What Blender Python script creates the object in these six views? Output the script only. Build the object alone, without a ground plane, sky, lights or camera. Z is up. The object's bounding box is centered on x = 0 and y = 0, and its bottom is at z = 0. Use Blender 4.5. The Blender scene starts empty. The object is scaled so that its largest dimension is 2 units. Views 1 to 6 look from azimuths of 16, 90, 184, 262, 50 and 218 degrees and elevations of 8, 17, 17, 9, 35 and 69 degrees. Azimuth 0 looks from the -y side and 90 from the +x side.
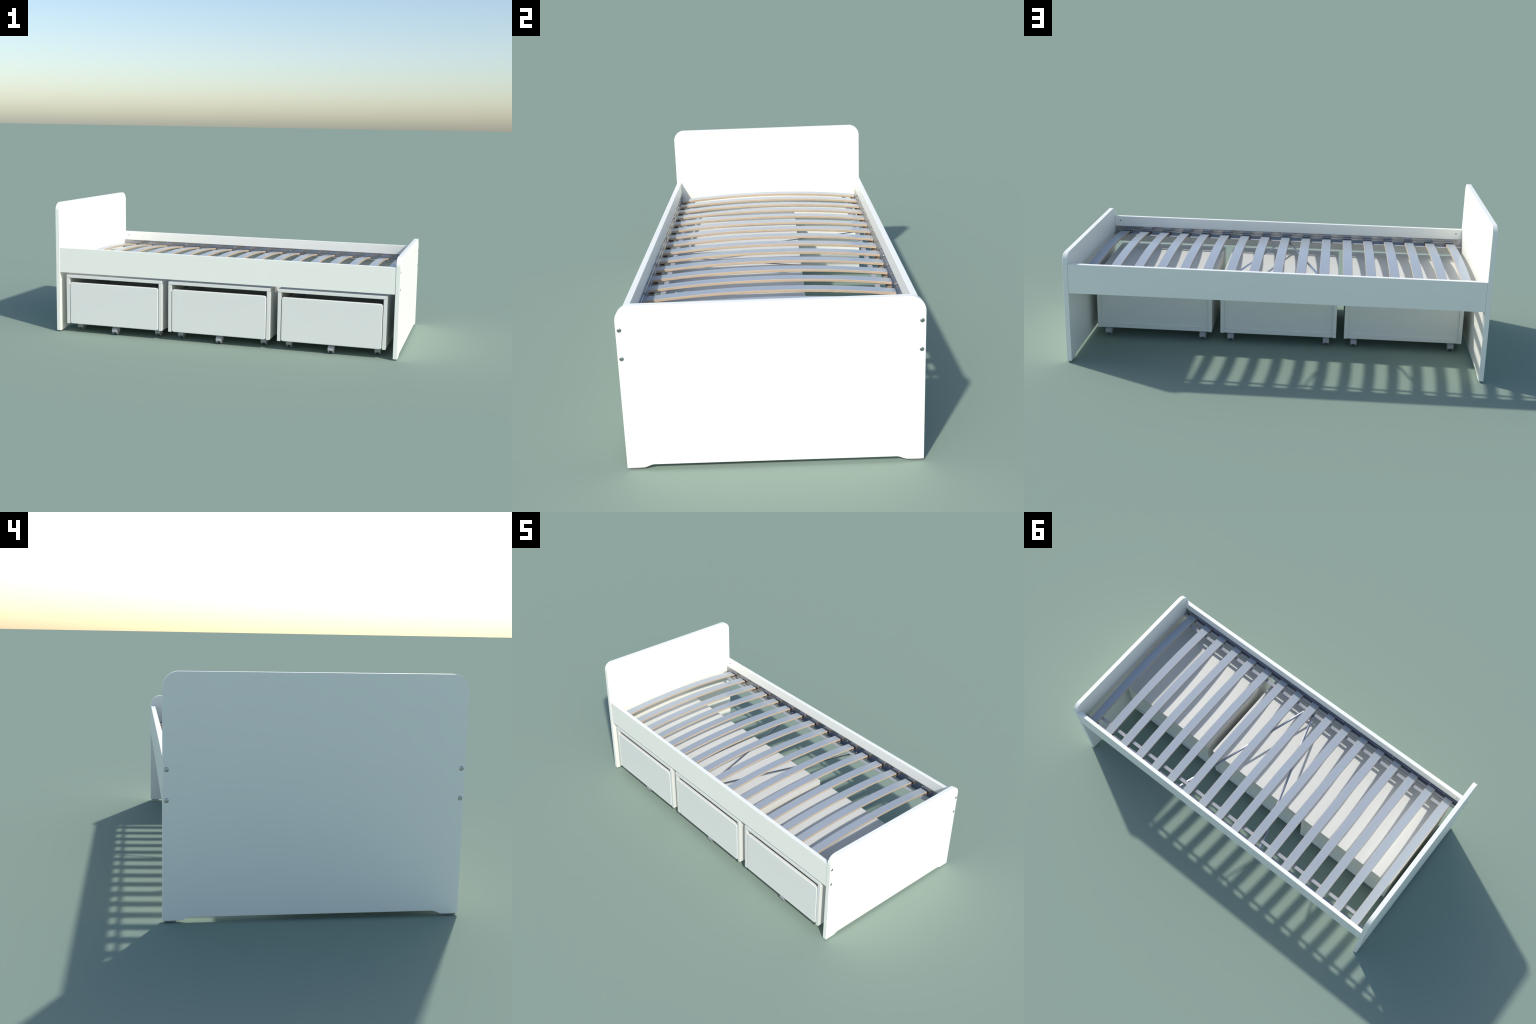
"""White single bed with a curved slatted base and three castor boxes under it.
Frame: metres, z up, headboard at -x, box fronts at -y."""
import bpy, bmesh, math
from mathutils import Vector, Matrix

# ------------------------------------------------------------------ sizes
X_OUT, X_IN = 0.998, 0.9745          # outer / inner faces of the two end boards
Y_OUT, Y_IN = 0.466, 0.4432          # board half width / inner faces of the side rails
Y_RAIL = 0.4642                       # outer faces of the side rails, set back from the board edges
RAIL_Z = (0.3512, 0.4952)
HEAD_TOP, FOOT_TOP, BOARD_BOTTOM = 0.7582, 0.5454, 0.0038
CORNER_R = 0.0485
SLAT_N, SLAT_PITCH, SLAT_W, SLAT_T = 17, 0.11378, 0.0480, 0.0098
SLAT_END_Y, SLAT_END_Z, SLAT_BOW = 0.4345, 0.4145, 0.0250
BOX_X = (-0.6362, -0.0018, 0.6367)   # box centres
BOX_W, BOX_Y, BOX_Z, BOX_T = 0.5940, (-0.4630, 0.1290), (0.0500, 0.3390), 0.0180

# ------------------------------------------------------------------ materials
def new_mat(name):
    m = bpy.data.materials.new(name); m.use_nodes = True
    nt = m.node_tree; b = nt.nodes["Principled BSDF"]
    return m, nt, b

def noise_mix(nt, c0, c1, scale, stretch=(1, 1, 1), detail=3.0, lo=0.35, hi=0.65, random=0.0):
    tc = nt.nodes.new("ShaderNodeTexCoord"); mp = nt.nodes.new("ShaderNodeMapping")
    mp.inputs["Scale"].default_value = stretch
    nt.links.new(tc.outputs["Object"], mp.inputs["Vector"])
    if random:
        oi = nt.nodes.new("ShaderNodeObjectInfo"); mul = nt.nodes.new("ShaderNodeMath")
        mul.operation = "MULTIPLY"; mul.inputs[1].default_value = random
        nt.links.new(oi.outputs["Random"], mul.inputs[0])
        nt.links.new(mul.outputs[0], mp.inputs["Location"])
    nz = nt.nodes.new("ShaderNodeTexNoise")
    nz.inputs["Scale"].default_value = scale; nz.inputs["Detail"].default_value = detail
    nt.links.new(mp.outputs["Vector"], nz.inputs["Vector"])
    cr = nt.nodes.new("ShaderNodeValToRGB")
    cr.color_ramp.elements[0].position = lo; cr.color_ramp.elements[0].color = (*c0, 1)
    cr.color_ramp.elements[1].position = hi; cr.color_ramp.elements[1].color = (*c1, 1)
    nt.links.new(nz.outputs["Fac"], cr.inputs["Fac"])
    return cr.outputs["Color"], nz.outputs["Fac"]

def bump(nt, b, fac, strength, dist):
    bp = nt.nodes.new("ShaderNodeBump")
    bp.inputs["Strength"].default_value = strength; bp.inputs["Distance"].default_value = dist
    nt.links.new(fac, bp.inputs["Height"]); nt.links.new(bp.outputs["Normal"], b.inputs["Normal"])

def mat_white(name, c, rough):
    m, nt, b = new_mat(name)
    lo = tuple(v * 0.99 for v in c)
    col, fac = noise_mix(nt, lo, c, 6.0, detail=2.0)
    nt.links.new(col, b.inputs["Base Color"])
    b.inputs["Roughness"].default_value = rough
    return m

FRAME = mat_white("white_lacquer", (0.985, 0.98, 0.89), 0.42)
BOXW = mat_white("dimmer_white_panel", (0.835, 0.838, 0.785), 0.42)
FRONT = mat_white("lighter_white_front", (0.86, 0.865, 0.81), 0.42)

def mat_laminate():
    m, nt, b = new_mat("grey_slat_laminate")
    col, fac = noise_mix(nt, (0.384, 0.428, 0.474), (0.399, 0.442, 0.488), 8.0, (30, 1, 1), 4.0, random=9.0)
    nt.links.new(col, b.inputs["Base Color"])
    b.inputs["Roughness"].default_value = 0.22; b.inputs["IOR"].default_value = 1.55
    return m
LAMINATE = mat_laminate()

def mat_wood():
    m, nt, b = new_mat("birch_edge")
    col, fac = noise_mix(nt, (0.51, 0.385, 0.26), (0.64, 0.495, 0.34), 6.0, (4, 3, 160), 4.0, random=9.0)
    nt.links.new(col, b.inputs["Base Color"])
    b.inputs["Roughness"].default_value = 0.5
    return m
WOOD = mat_wood()

def mat_metal(name, c, rough):
    m, nt, b = new_mat(name)
    col, fac = noise_mix(nt, tuple(v * 0.94 for v in c), c, 30.0, (0.2, 3, 3), 3.0)
    nt.links.new(col, b.inputs["Base Color"])
    b.inputs["Metallic"].default_value = 1.0; b.inputs["Roughness"].default_value = rough
    return m
STEEL = mat_metal("galvanised_steel", (0.42, 0.42, 0.435), 0.18)
BRIGHT = mat_metal("zinc_brace_steel", (0.60, 0.60, 0.62), 0.12)
BOLT = mat_metal("bolt_steel", (0.50, 0.51, 0.52), 0.20)

def mat_strap():
    m, nt, b = new_mat("woven_strap")
    tc = nt.nodes.new("ShaderNodeTexCoord"); wv = nt.nodes.new("ShaderNodeTexWave")
    wv.inputs["Scale"].default_value = 160.0; wv.bands_direction = "DIAGONAL"
    nt.links.new(tc.outputs["Object"], wv.inputs["Vector"])
    cr = nt.nodes.new("ShaderNodeValToRGB")
    cr.color_ramp.elements[0].color = (0.345, 0.36, 0.385, 1); cr.color_ramp.elements[1].color = (0.40, 0.415, 0.44, 1)
    nt.links.new(wv.outputs["Fac"], cr.inputs["Fac"]); nt.links.new(cr.outputs["Color"], b.inputs["Base Color"])
    b.inputs["Roughness"].default_value = 0.9
    return m
STRAP = mat_strap()

def mat_plastic(name, c, rough):
    m, nt, b = new_mat(name)
    col, fac = noise_mix(nt, tuple(v * 0.95 for v in c), c, 60.0)
    nt.links.new(col, b.inputs["Base Color"]); b.inputs["Roughness"].default_value = rough
    return m
CASTOR = mat_plastic("grey_castor_plastic", (0.44, 0.44, 0.46), 0.45)
TYRE = mat_plastic("dark_castor_tread", (0.30, 0.30, 0.32), 0.6)
GLIDE = mat_plastic("grey_felt_glide", (0.25, 0.25, 0.26), 0.8)
HOLE = mat_plastic("dark_socket", (0.16, 0.16, 0.17), 0.5)

# ------------------------------------------------------------------ helpers
COL = bpy.context.scene.collection

def empty(name, loc, label, category):
    o = bpy.data.objects.new(name, None); o.location = loc
    o.empty_display_size = 0.05; COL.objects.link(o)
    o["label"] = label; o["category"] = category
    return o

def put(name, mesh, parent, loc=(0, 0, 0), rot=(0, 0, 0)):
    """Object at a location in its parent's frame (parents are never rotated)."""
    o = bpy.data.objects.new(name, mesh); COL.objects.link(o)
    o.parent = parent; o.location = loc; o.rotation_euler = rot
    return o

def finish(bm, name, mats, bevel=0.0, seg=3, angle=40):
    """bmesh -> mesh, edges rounded with hardened normals."""
    bmesh.ops.recalc_face_normals(bm, faces=bm.faces)
    me = bpy.data.meshes.new(name); bm.to_mesh(me); bm.free()
    for m in (mats if isinstance(mats, (list, tuple)) else [mats]):
        me.materials.append(m)
    me.shade_smooth()
    if bevel <= 0:
        me.set_sharp_from_angle(angle=math.radians(angle)); return me
    t = bpy.data.objects.new("tmp", me); COL.objects.link(t)
    md = t.modifiers.new("b", "BEVEL"); md.width = bevel; md.segments = seg
    md.limit_method = "ANGLE"; md.angle_limit = math.radians(angle)
    md.harden_normals = True; md.use_clamp_overlap = True
    dg = bpy.context.evaluated_depsgraph_get()
    out = bpy.data.meshes.new_from_object(t.evaluated_get(dg)); out.name = name
    bpy.data.objects.remove(t); bpy.data.meshes.remove(me)
    return out

def box_mesh(name, size, mats, bevel=0.001, seg=2):
    bm = bmesh.new(); bmesh.ops.create_cube(bm, size=1.0)
    bmesh.ops.scale(bm, vec=size, verts=bm.verts)
    return finish(bm, name, mats, bevel, seg)

def span(name, x, y, z, mats, parent, origin=(0, 0, 0), bevel=0.001, seg=2):
    """Board between three coordinate ranges."""
    c = Vector(((x[0] + x[1]) / 2, (y[0] + y[1]) / 2, (z[0] + z[1]) / 2))
    me = box_mesh(name, (x[1] - x[0], y[1] - y[0], z[1] - z[0]), mats, bevel, seg)
    return put(name, me, parent, c - Vector(origin))

def prism(name, outline, axis, depth, mats, bevel=0.0, seg=3, angle=40):
    """Closed outline in the plane across `axis`, extruded symmetrically by depth."""
    bm = bmesh.new()
    def P(a, b, d):
        return (d, a, b) if axis == "x" else ((a, d, b) if axis == "y" else (a, b, d))
    lo = [bm.verts.new(P(a, b, -depth / 2)) for a, b in outline]
    hi = [bm.verts.new(P(a, b, depth / 2)) for a, b in outline]
    n = len(outline)
    bm.faces.new(lo); bm.faces.new(hi)
    for i in range(n):
        bm.faces.new((lo[i], lo[(i + 1) % n], hi[(i + 1) % n], hi[i]))
    return finish(bm, name, mats, bevel, seg, angle)

def arc(cx, cy, r, a0, a1, n):
    return [(cx + r * math.cos(math.radians(a0 + (a1 - a0) * i / n)),
             cy + r * math.sin(math.radians(a0 + (a1 - a0) * i / n))) for i in range(n + 1)]

def lathe(name, profile, mats, n=28, axis="x", angle=35):
    """Revolve (radius, height) points about an axis; ends are closed."""
    bm = bmesh.new(); rings = []
    def P(r, h, t):
        a, b = r * math.cos(t), r * math.sin(t)
        return (h, a, b) if axis == "x" else ((a, h, b) if axis == "y" else (a, b, h))
    for r, h in profile:
        rings.append([bm.verts.new(P(max(r, 1e-5), h, 2 * math.pi * i / n)) for i in range(n)])
    for a, b in zip(rings, rings[1:]):
        for i in range(n):
            bm.faces.new((a[i], a[(i + 1) % n], b[(i + 1) % n], b[i]))
    bm.faces.new(rings[0]); bm.faces.new(rings[-1])
    return finish(bm, name, mats, 0.0, angle=angle)

# ------------------------------------------------------------------ the bed
bed = empty("single_bed", (0, 0, 0), "white single bed frame with bowed grey slatted base", "bed")

def board_outline(top):
    """End board in (y, z): rounded upper corners, shallow raised foot cut-out below."""
    pts = []
    pts += arc(Y_OUT - CORNER_R, top - CORNER_R, CORNER_R, 0, 90, 18)
    pts += arc(-Y_OUT + CORNER_R, top - CORNER_R, CORNER_R, 90, 180, 18)
    pts += [(-Y_OUT, BOARD_BOTTOM)]
    ogee = []
    for i in range(13):                       # S-curve from foot pad to raised edge
        t = i / 12
        ogee.append((0.416 - 0.036 * t, BOARD_BOTTOM + 0.0102 * (3 * t * t - 2 * t ** 3)))
    pts += [(-y, z) for y, z in ogee]
    pts += ogee[::-1]
    pts += [(Y_OUT, BOARD_BOTTOM)]
    return pts

bolt_me = lathe("bolt", [(0.0071, -0.004), (0.0071, 0.0002), (0.0065, 0.0010), (0.0052, 0.0016), (0.0034, 0.0019),
                         (0.0026, 0.0019), (0.0022, 0.0009), (0.0002, 0.0006)], BOLT, 28, "x")
glide_me = prism("foot_glide", [(-0.019, 0.0037), (-0.0175, 0), (0.0175, 0), (0.019, 0.0037)], "x", 0.017, GLIDE)
TH = X_OUT - X_IN
for name, top, s in (("headboard", HEAD_TOP, -1), ("footboard", FOOT_TOP, 1)):
    me = prism(name, board_outline(top), "x", TH, FRAME, 0.0018, 3)
    ob = put(name, me, bed, (s * (X_OUT + X_IN) / 2, 0, 0))
    for y in (-0.4541, 0.4541):
        for z in (0.3755, 0.4685):
            put("bolt", bolt_me, ob, (s * TH / 2, y, z), (0, 0, math.pi if s < 0 else 0))
    for y in (-0.4415, 0.4415):
        put("foot_glide", glide_me, ob, (0, y, 0))

rail_me = box_mesh("side_rail", (2 * X_IN - 0.0008, Y_RAIL - Y_IN, RAIL_Z[1] - RAIL_Z[0]), FRAME, 0.0015, 3)
hole_me = lathe("connector_screw", [(0.0042, -0.002), (0.0042, 0.0003), (0.0033, 0.0006), (0.0020, 0.0006), (0.0017, -0.0006)], HOLE, 20, "y")
screw_me = lathe("screw", [(0.0036, -0.001), (0.0036, 0.0006), (0.0030, 0.0016), (0.0018, 0.0022), (0.0010, 0.0023), (0.0009, 0.0008)], BOLT, 20, "y")
# folded steel angle: top bead, upright web, middle bead, lower web, seat flange, down-turned lip
fold = [(0.4424, 0.4390), (0.4402, 0.4384), (0.4402, 0.4366), (0.4420, 0.4352), (0.4420, 0.4206), (0.4388, 0.4200),
        (0.4384, 0.4178), (0.4414, 0.4162), (0.4414, 0.4040), (0.4156, 0.4040), (0.4134, 0.4024), (0.4130, 0.3988)]
def sheet_outline(path, t):
    """Give an open polyline a sheet thickness."""
    off = []
    for i, p in enumerate(path):
        a = Vector(path[max(i - 1, 0)]); b = Vector(path[min(i + 1, len(path) - 1)])
        d = (b - a).normalized(); off.append((p[0] - d.y * -t, p[1] - d.x * t))
    return list(path) + off[::-1]
for s in (-1, 1):
    rail = put("side_rail", rail_me, bed, (0, s * (Y_RAIL + Y_IN) / 2, sum(RAIL_Z) / 2))
    for x in (-0.942, 0.942):
        for z in (0.4705, 0.3755):
            put("connector_screw", hole_me, rail, (x, -s * (Y_RAIL - Y_IN) / 2, z - sum(RAIL_Z) / 2), (0, 0, math.pi if s > 0 else 0))
    out = [(s * y, z) for y, z in sheet_outline(fold, -0.0007)]
    sup = put("support_rail", prism("support_rail", out, "x", 1.942, STEEL, 0.0, angle=20), bed)
    for x in (0.870, 0.7775, 0.528, 0.186):
        for q in (-1, 1):
            put("screw", screw_me, sup, (q * x, s * 0.4414, 0.4242), (0, 0, math.pi if s > 0 else 0))

def slat_mesh():
    """Bowed plywood slat along y: laminate on both faces, bare birch on the edges."""
    n = 40; bm = bmesh.new(); secs = []
    b = 0.0011                                   # rounded long edges
    w, t = SLAT_W / 2, SLAT_T
    cs = [(-w + b, 0), (w - b, 0), (w, -b), (w, -t + b), (w - b, -t), (-w + b, -t), (-w, -t + b), (-w, -b)]
    for i in range(n + 1):
        y = -SLAT_END_Y + 2 * SLAT_END_Y * i / n
        u = y / SLAT_END_Y
        z = SLAT_BOW * (1 - u * u)
        slope = math.atan(-2 * SLAT_BOW * u / SLAT_END_Y)
        secs.append([bm.verts.new((x, y - d * math.sin(slope), z + d * math.cos(slope))) for x, d in cs])
    for p, q in zip(secs, secs[1:]):
        for k in range(8):
            f = bm.faces.new((p[k], p[(k + 1) % 8], q[(k + 1) % 8], q[k]))
            f.material_index = 0 if k in (0, 4) else 1
    for e in (secs[0], secs[-1]):
        bm.faces.new(e).material_index = 1
    return finish(bm, "slat", [LAMINATE, WOOD], 0.0, angle=30)
slat_me = slat_mesh()
tab_me = box_mesh("stop_tab", (0.006, 0.004, 0.0130), BRIGHT, 0.0008, 2)
slat_x = [SLAT_PITCH * (8 - i) for i in range(SLAT_N)]
for i, x in enumerate(slat_x):
    put("slat", slat_me, bed, (x, 0, SLAT_END_Z))
for s in (-1, 1):
    for q in (-1, 1):
        put("stop_tab", tab_me, bed, (q * (slat_x[0] - 0.031), s * 0.4335, 0.4106))

# woven straps that tie the slats together, passing just under them
def strap_mesh():
    bm = bmesh.new(); w = 0.009; x0 = slat_x[0] + 0.018; n = 16 * 8
    rows = []
    for i in range(n + 1):
        x = -x0 + 2 * x0 * i / n
        sag = -0.0012 * (0.5 - 0.5 * math.cos(2 * math.pi * (x / SLAT_PITCH)))
        rows.append([bm.verts.new((x, dy, sag + dz)) for dy, dz in ((-w, 0), (w, 0), (w, -0.0012), (-w, -0.0012))])
    for p, q in zip(rows, rows[1:]):
        for k in range(4):
            bm.faces.new((p[k], p[(k + 1) % 4], q[(k + 1) % 4], q[k]))
    bm.faces.new(rows[0]); bm.faces.new(rows[-1])
    return finish(bm, "slat_strap", STRAP, 0.0, angle=30)
strap_me = strap_mesh()
for s in (-1, 1):
    put("slat_strap", strap_me, bed, (0, s * 0.3810, SLAT_END_Z + SLAT_BOW * (1 - (0.381 / SLAT_END_Y) ** 2) - SLAT_T - 0.0016))

# two folded steel braces forming a V below the slats
rod_bolt = lathe("brace_bolt", [(0.0046, -0.006), (0.0046, 0.0004), (0.0038, 0.0012), (0.002, 0.0014)], STEEL, 20, "z")
for q in (-1, 1):
    a, b = Vector((q * 0.284, 0.423, 0.3985)), Vector((q * 0.009, -0.424, 0.3990))
    d = b - a; L = d.length
    w, h, t = 0.0062, 0.0014, 0.0010
    roof = [(-w, -h), (-0.0008, 0), (0.0008, 0), (w, -h), (w, -h - t), (0, -t), (-w, -h - t)]
    me = prism("cross_brace", roof, "x", L, BRIGHT, 0.0, angle=20)
    br = put("cross_brace", me, bed, (a + b) / 2, (0, -math.asin(d.z / L), math.atan2(d.y, d.x)))
    put("brace_bolt", rod_bolt, bed, a + Vector((0, 0, 0.006)))
    put("brace_bolt", rod_bolt, bed, b + Vector((0, 0, 0.006)))

# ------------------------------------------------------------------ castor boxes
wheel_me = lathe("wheel", [(0.004, -0.0040), (0.0185, -0.0040), (0.0212, -0.0030), (0.0219, -0.0012), (0.0219, 0.0012),
                           (0.0212, 0.0030), (0.0185, 0.0040), (0.004, 0.0040)], TYRE, 32, "x")
hood_pts = arc(0, 0, 0.0234, -16, 196, 30) + [(-0.0150, -0.0085), (-0.010, -0.0060), (0.010, -0.0060), (0.0150, -0.0085)]
hood_me = prism("castor_hood", hood_pts, "x", 0.0320, CASTOR, 0.0012, 2, 50)
stem_me = lathe("castor_stem", [(0.0042, 0.0), (0.0042, 0.0100), (0.0090, 0.0104), (0.0090, 0.0124)], CASTOR, 20, "z")

def castor(parent, loc):
    h = put("castor", hood_me, parent, (loc[0], loc[1], 0.0228))
    for sx in (-1, 1):
        put("wheel", wheel_me, h, (sx * 0.0119, 0, -0.0008))
    put("castor_stem", stem_me, h, (0, 0, 0.0165))

def rounded_rect(w, h, r, n=8):
    return (arc(w / 2 - r, h / 2 - r, r, 0, 90, n) + arc(-w / 2 + r, h / 2 - r, r, 90, 180, n)
            + arc(-w / 2 + r, -h / 2 + r, r, 180, 270, n) + arc(w / 2 - r, -h / 2 + r, r, 270, 360, n))

W2 = BOX_W / 2; Y0, Y1 = BOX_Y; Z0, Z1 = BOX_Z; T = BOX_T
side_me = box_mesh("side_panel", (T, Y1 - Y0, Z1 - Z0 - T), BOXW, 0.0008, 2)
top_me = box_mesh("top_panel", (BOX_W, Y1 - Y0, T - 0.0008), BOXW, 0.0018, 3)
IW = BOX_W - 2 * T
bottom_me = box_mesh("bottom_panel", (IW, Y1 - Y0 - 0.022, T), BOXW, 0.0008, 2)
back_me = box_mesh("back_panel", (IW, 0.008, Z1 - Z0 - 2 * T - 0.002), BOXW, 0.0006, 2)
FRONT_Z = (0.0505, 0.2952)
front_me = prism("drawer_front", rounded_rect(IW - 0.0070, FRONT_Z[1] - FRONT_Z[0], 0.0125), "y", 0.0180, FRONT, 0.0042, 5)
dside_me = box_mesh("drawer_side", (0.012, 0.50, 0.195), BOXW, 0.0008, 2)
dback_me = box_mesh("drawer_back", (IW - 0.044, 0.012, 0.150), BOXW, 0.0008, 2)
dbase_me = box_mesh("drawer_base", (IW - 0.044, 0.486, 0.006), BOXW, 0.0005, 1)
for cx in BOX_X:
    bx = empty("storage_box", (cx, (Y0 + Y1) / 2, 0), "white rolling storage box with rounded drawer front", "storage box")
    o = Vector((0, (Y0 + Y1) / 2, 0))
    def at(name, me, x, y, z):
        return put(name, me, bx, Vector((x, y, z)) - o)
    at("top_panel", top_me, 0, (Y0 + Y1) / 2, Z1 - T / 2 + 0.0004)
    for s in (-1, 1):
        at("side_panel", side_me, s * (W2 - T / 2), (Y0 + Y1) / 2, (Z0 + Z1 - T) / 2)
    at("bottom_panel", bottom_me, 0, (Y0 + Y1) / 2 + 0.010, Z0 + 0.0012 + T / 2)
    at("back_panel", back_me, 0, Y1 - 0.010 - 0.004, (Z0 + Z1) / 2)
    fr = at("drawer_front", front_me, 0, Y0 + 0.0085, sum(FRONT_Z) / 2)
    f0 = Vector((0, Y0 + 0.0085, sum(FRONT_Z) / 2))
    for s in (-1, 1):
        put("drawer_side", dside_me, fr, Vector((s * (W2 - T - 0.016), Y0 + 0.0185 + 0.25, 0.1725)) - f0)
    put("drawer_back", dback_me, fr, Vector((0, Y0 + 0.0185 + 0.494, 0.150)) - f0)
    put("drawer_base", dbase_me, fr, Vector((0, Y0 + 0.0185 + 0.244, 0.084)) - f0)
    for s in (-1, 1):
        castor(bx, Vector((s * 0.2465, -0.3740, 0)) - o)
        castor(bx, Vector((s * 0.2465, 0.0950, 0)) - o)
    castor(bx, Vector((0, -0.4290, 0)) - o)
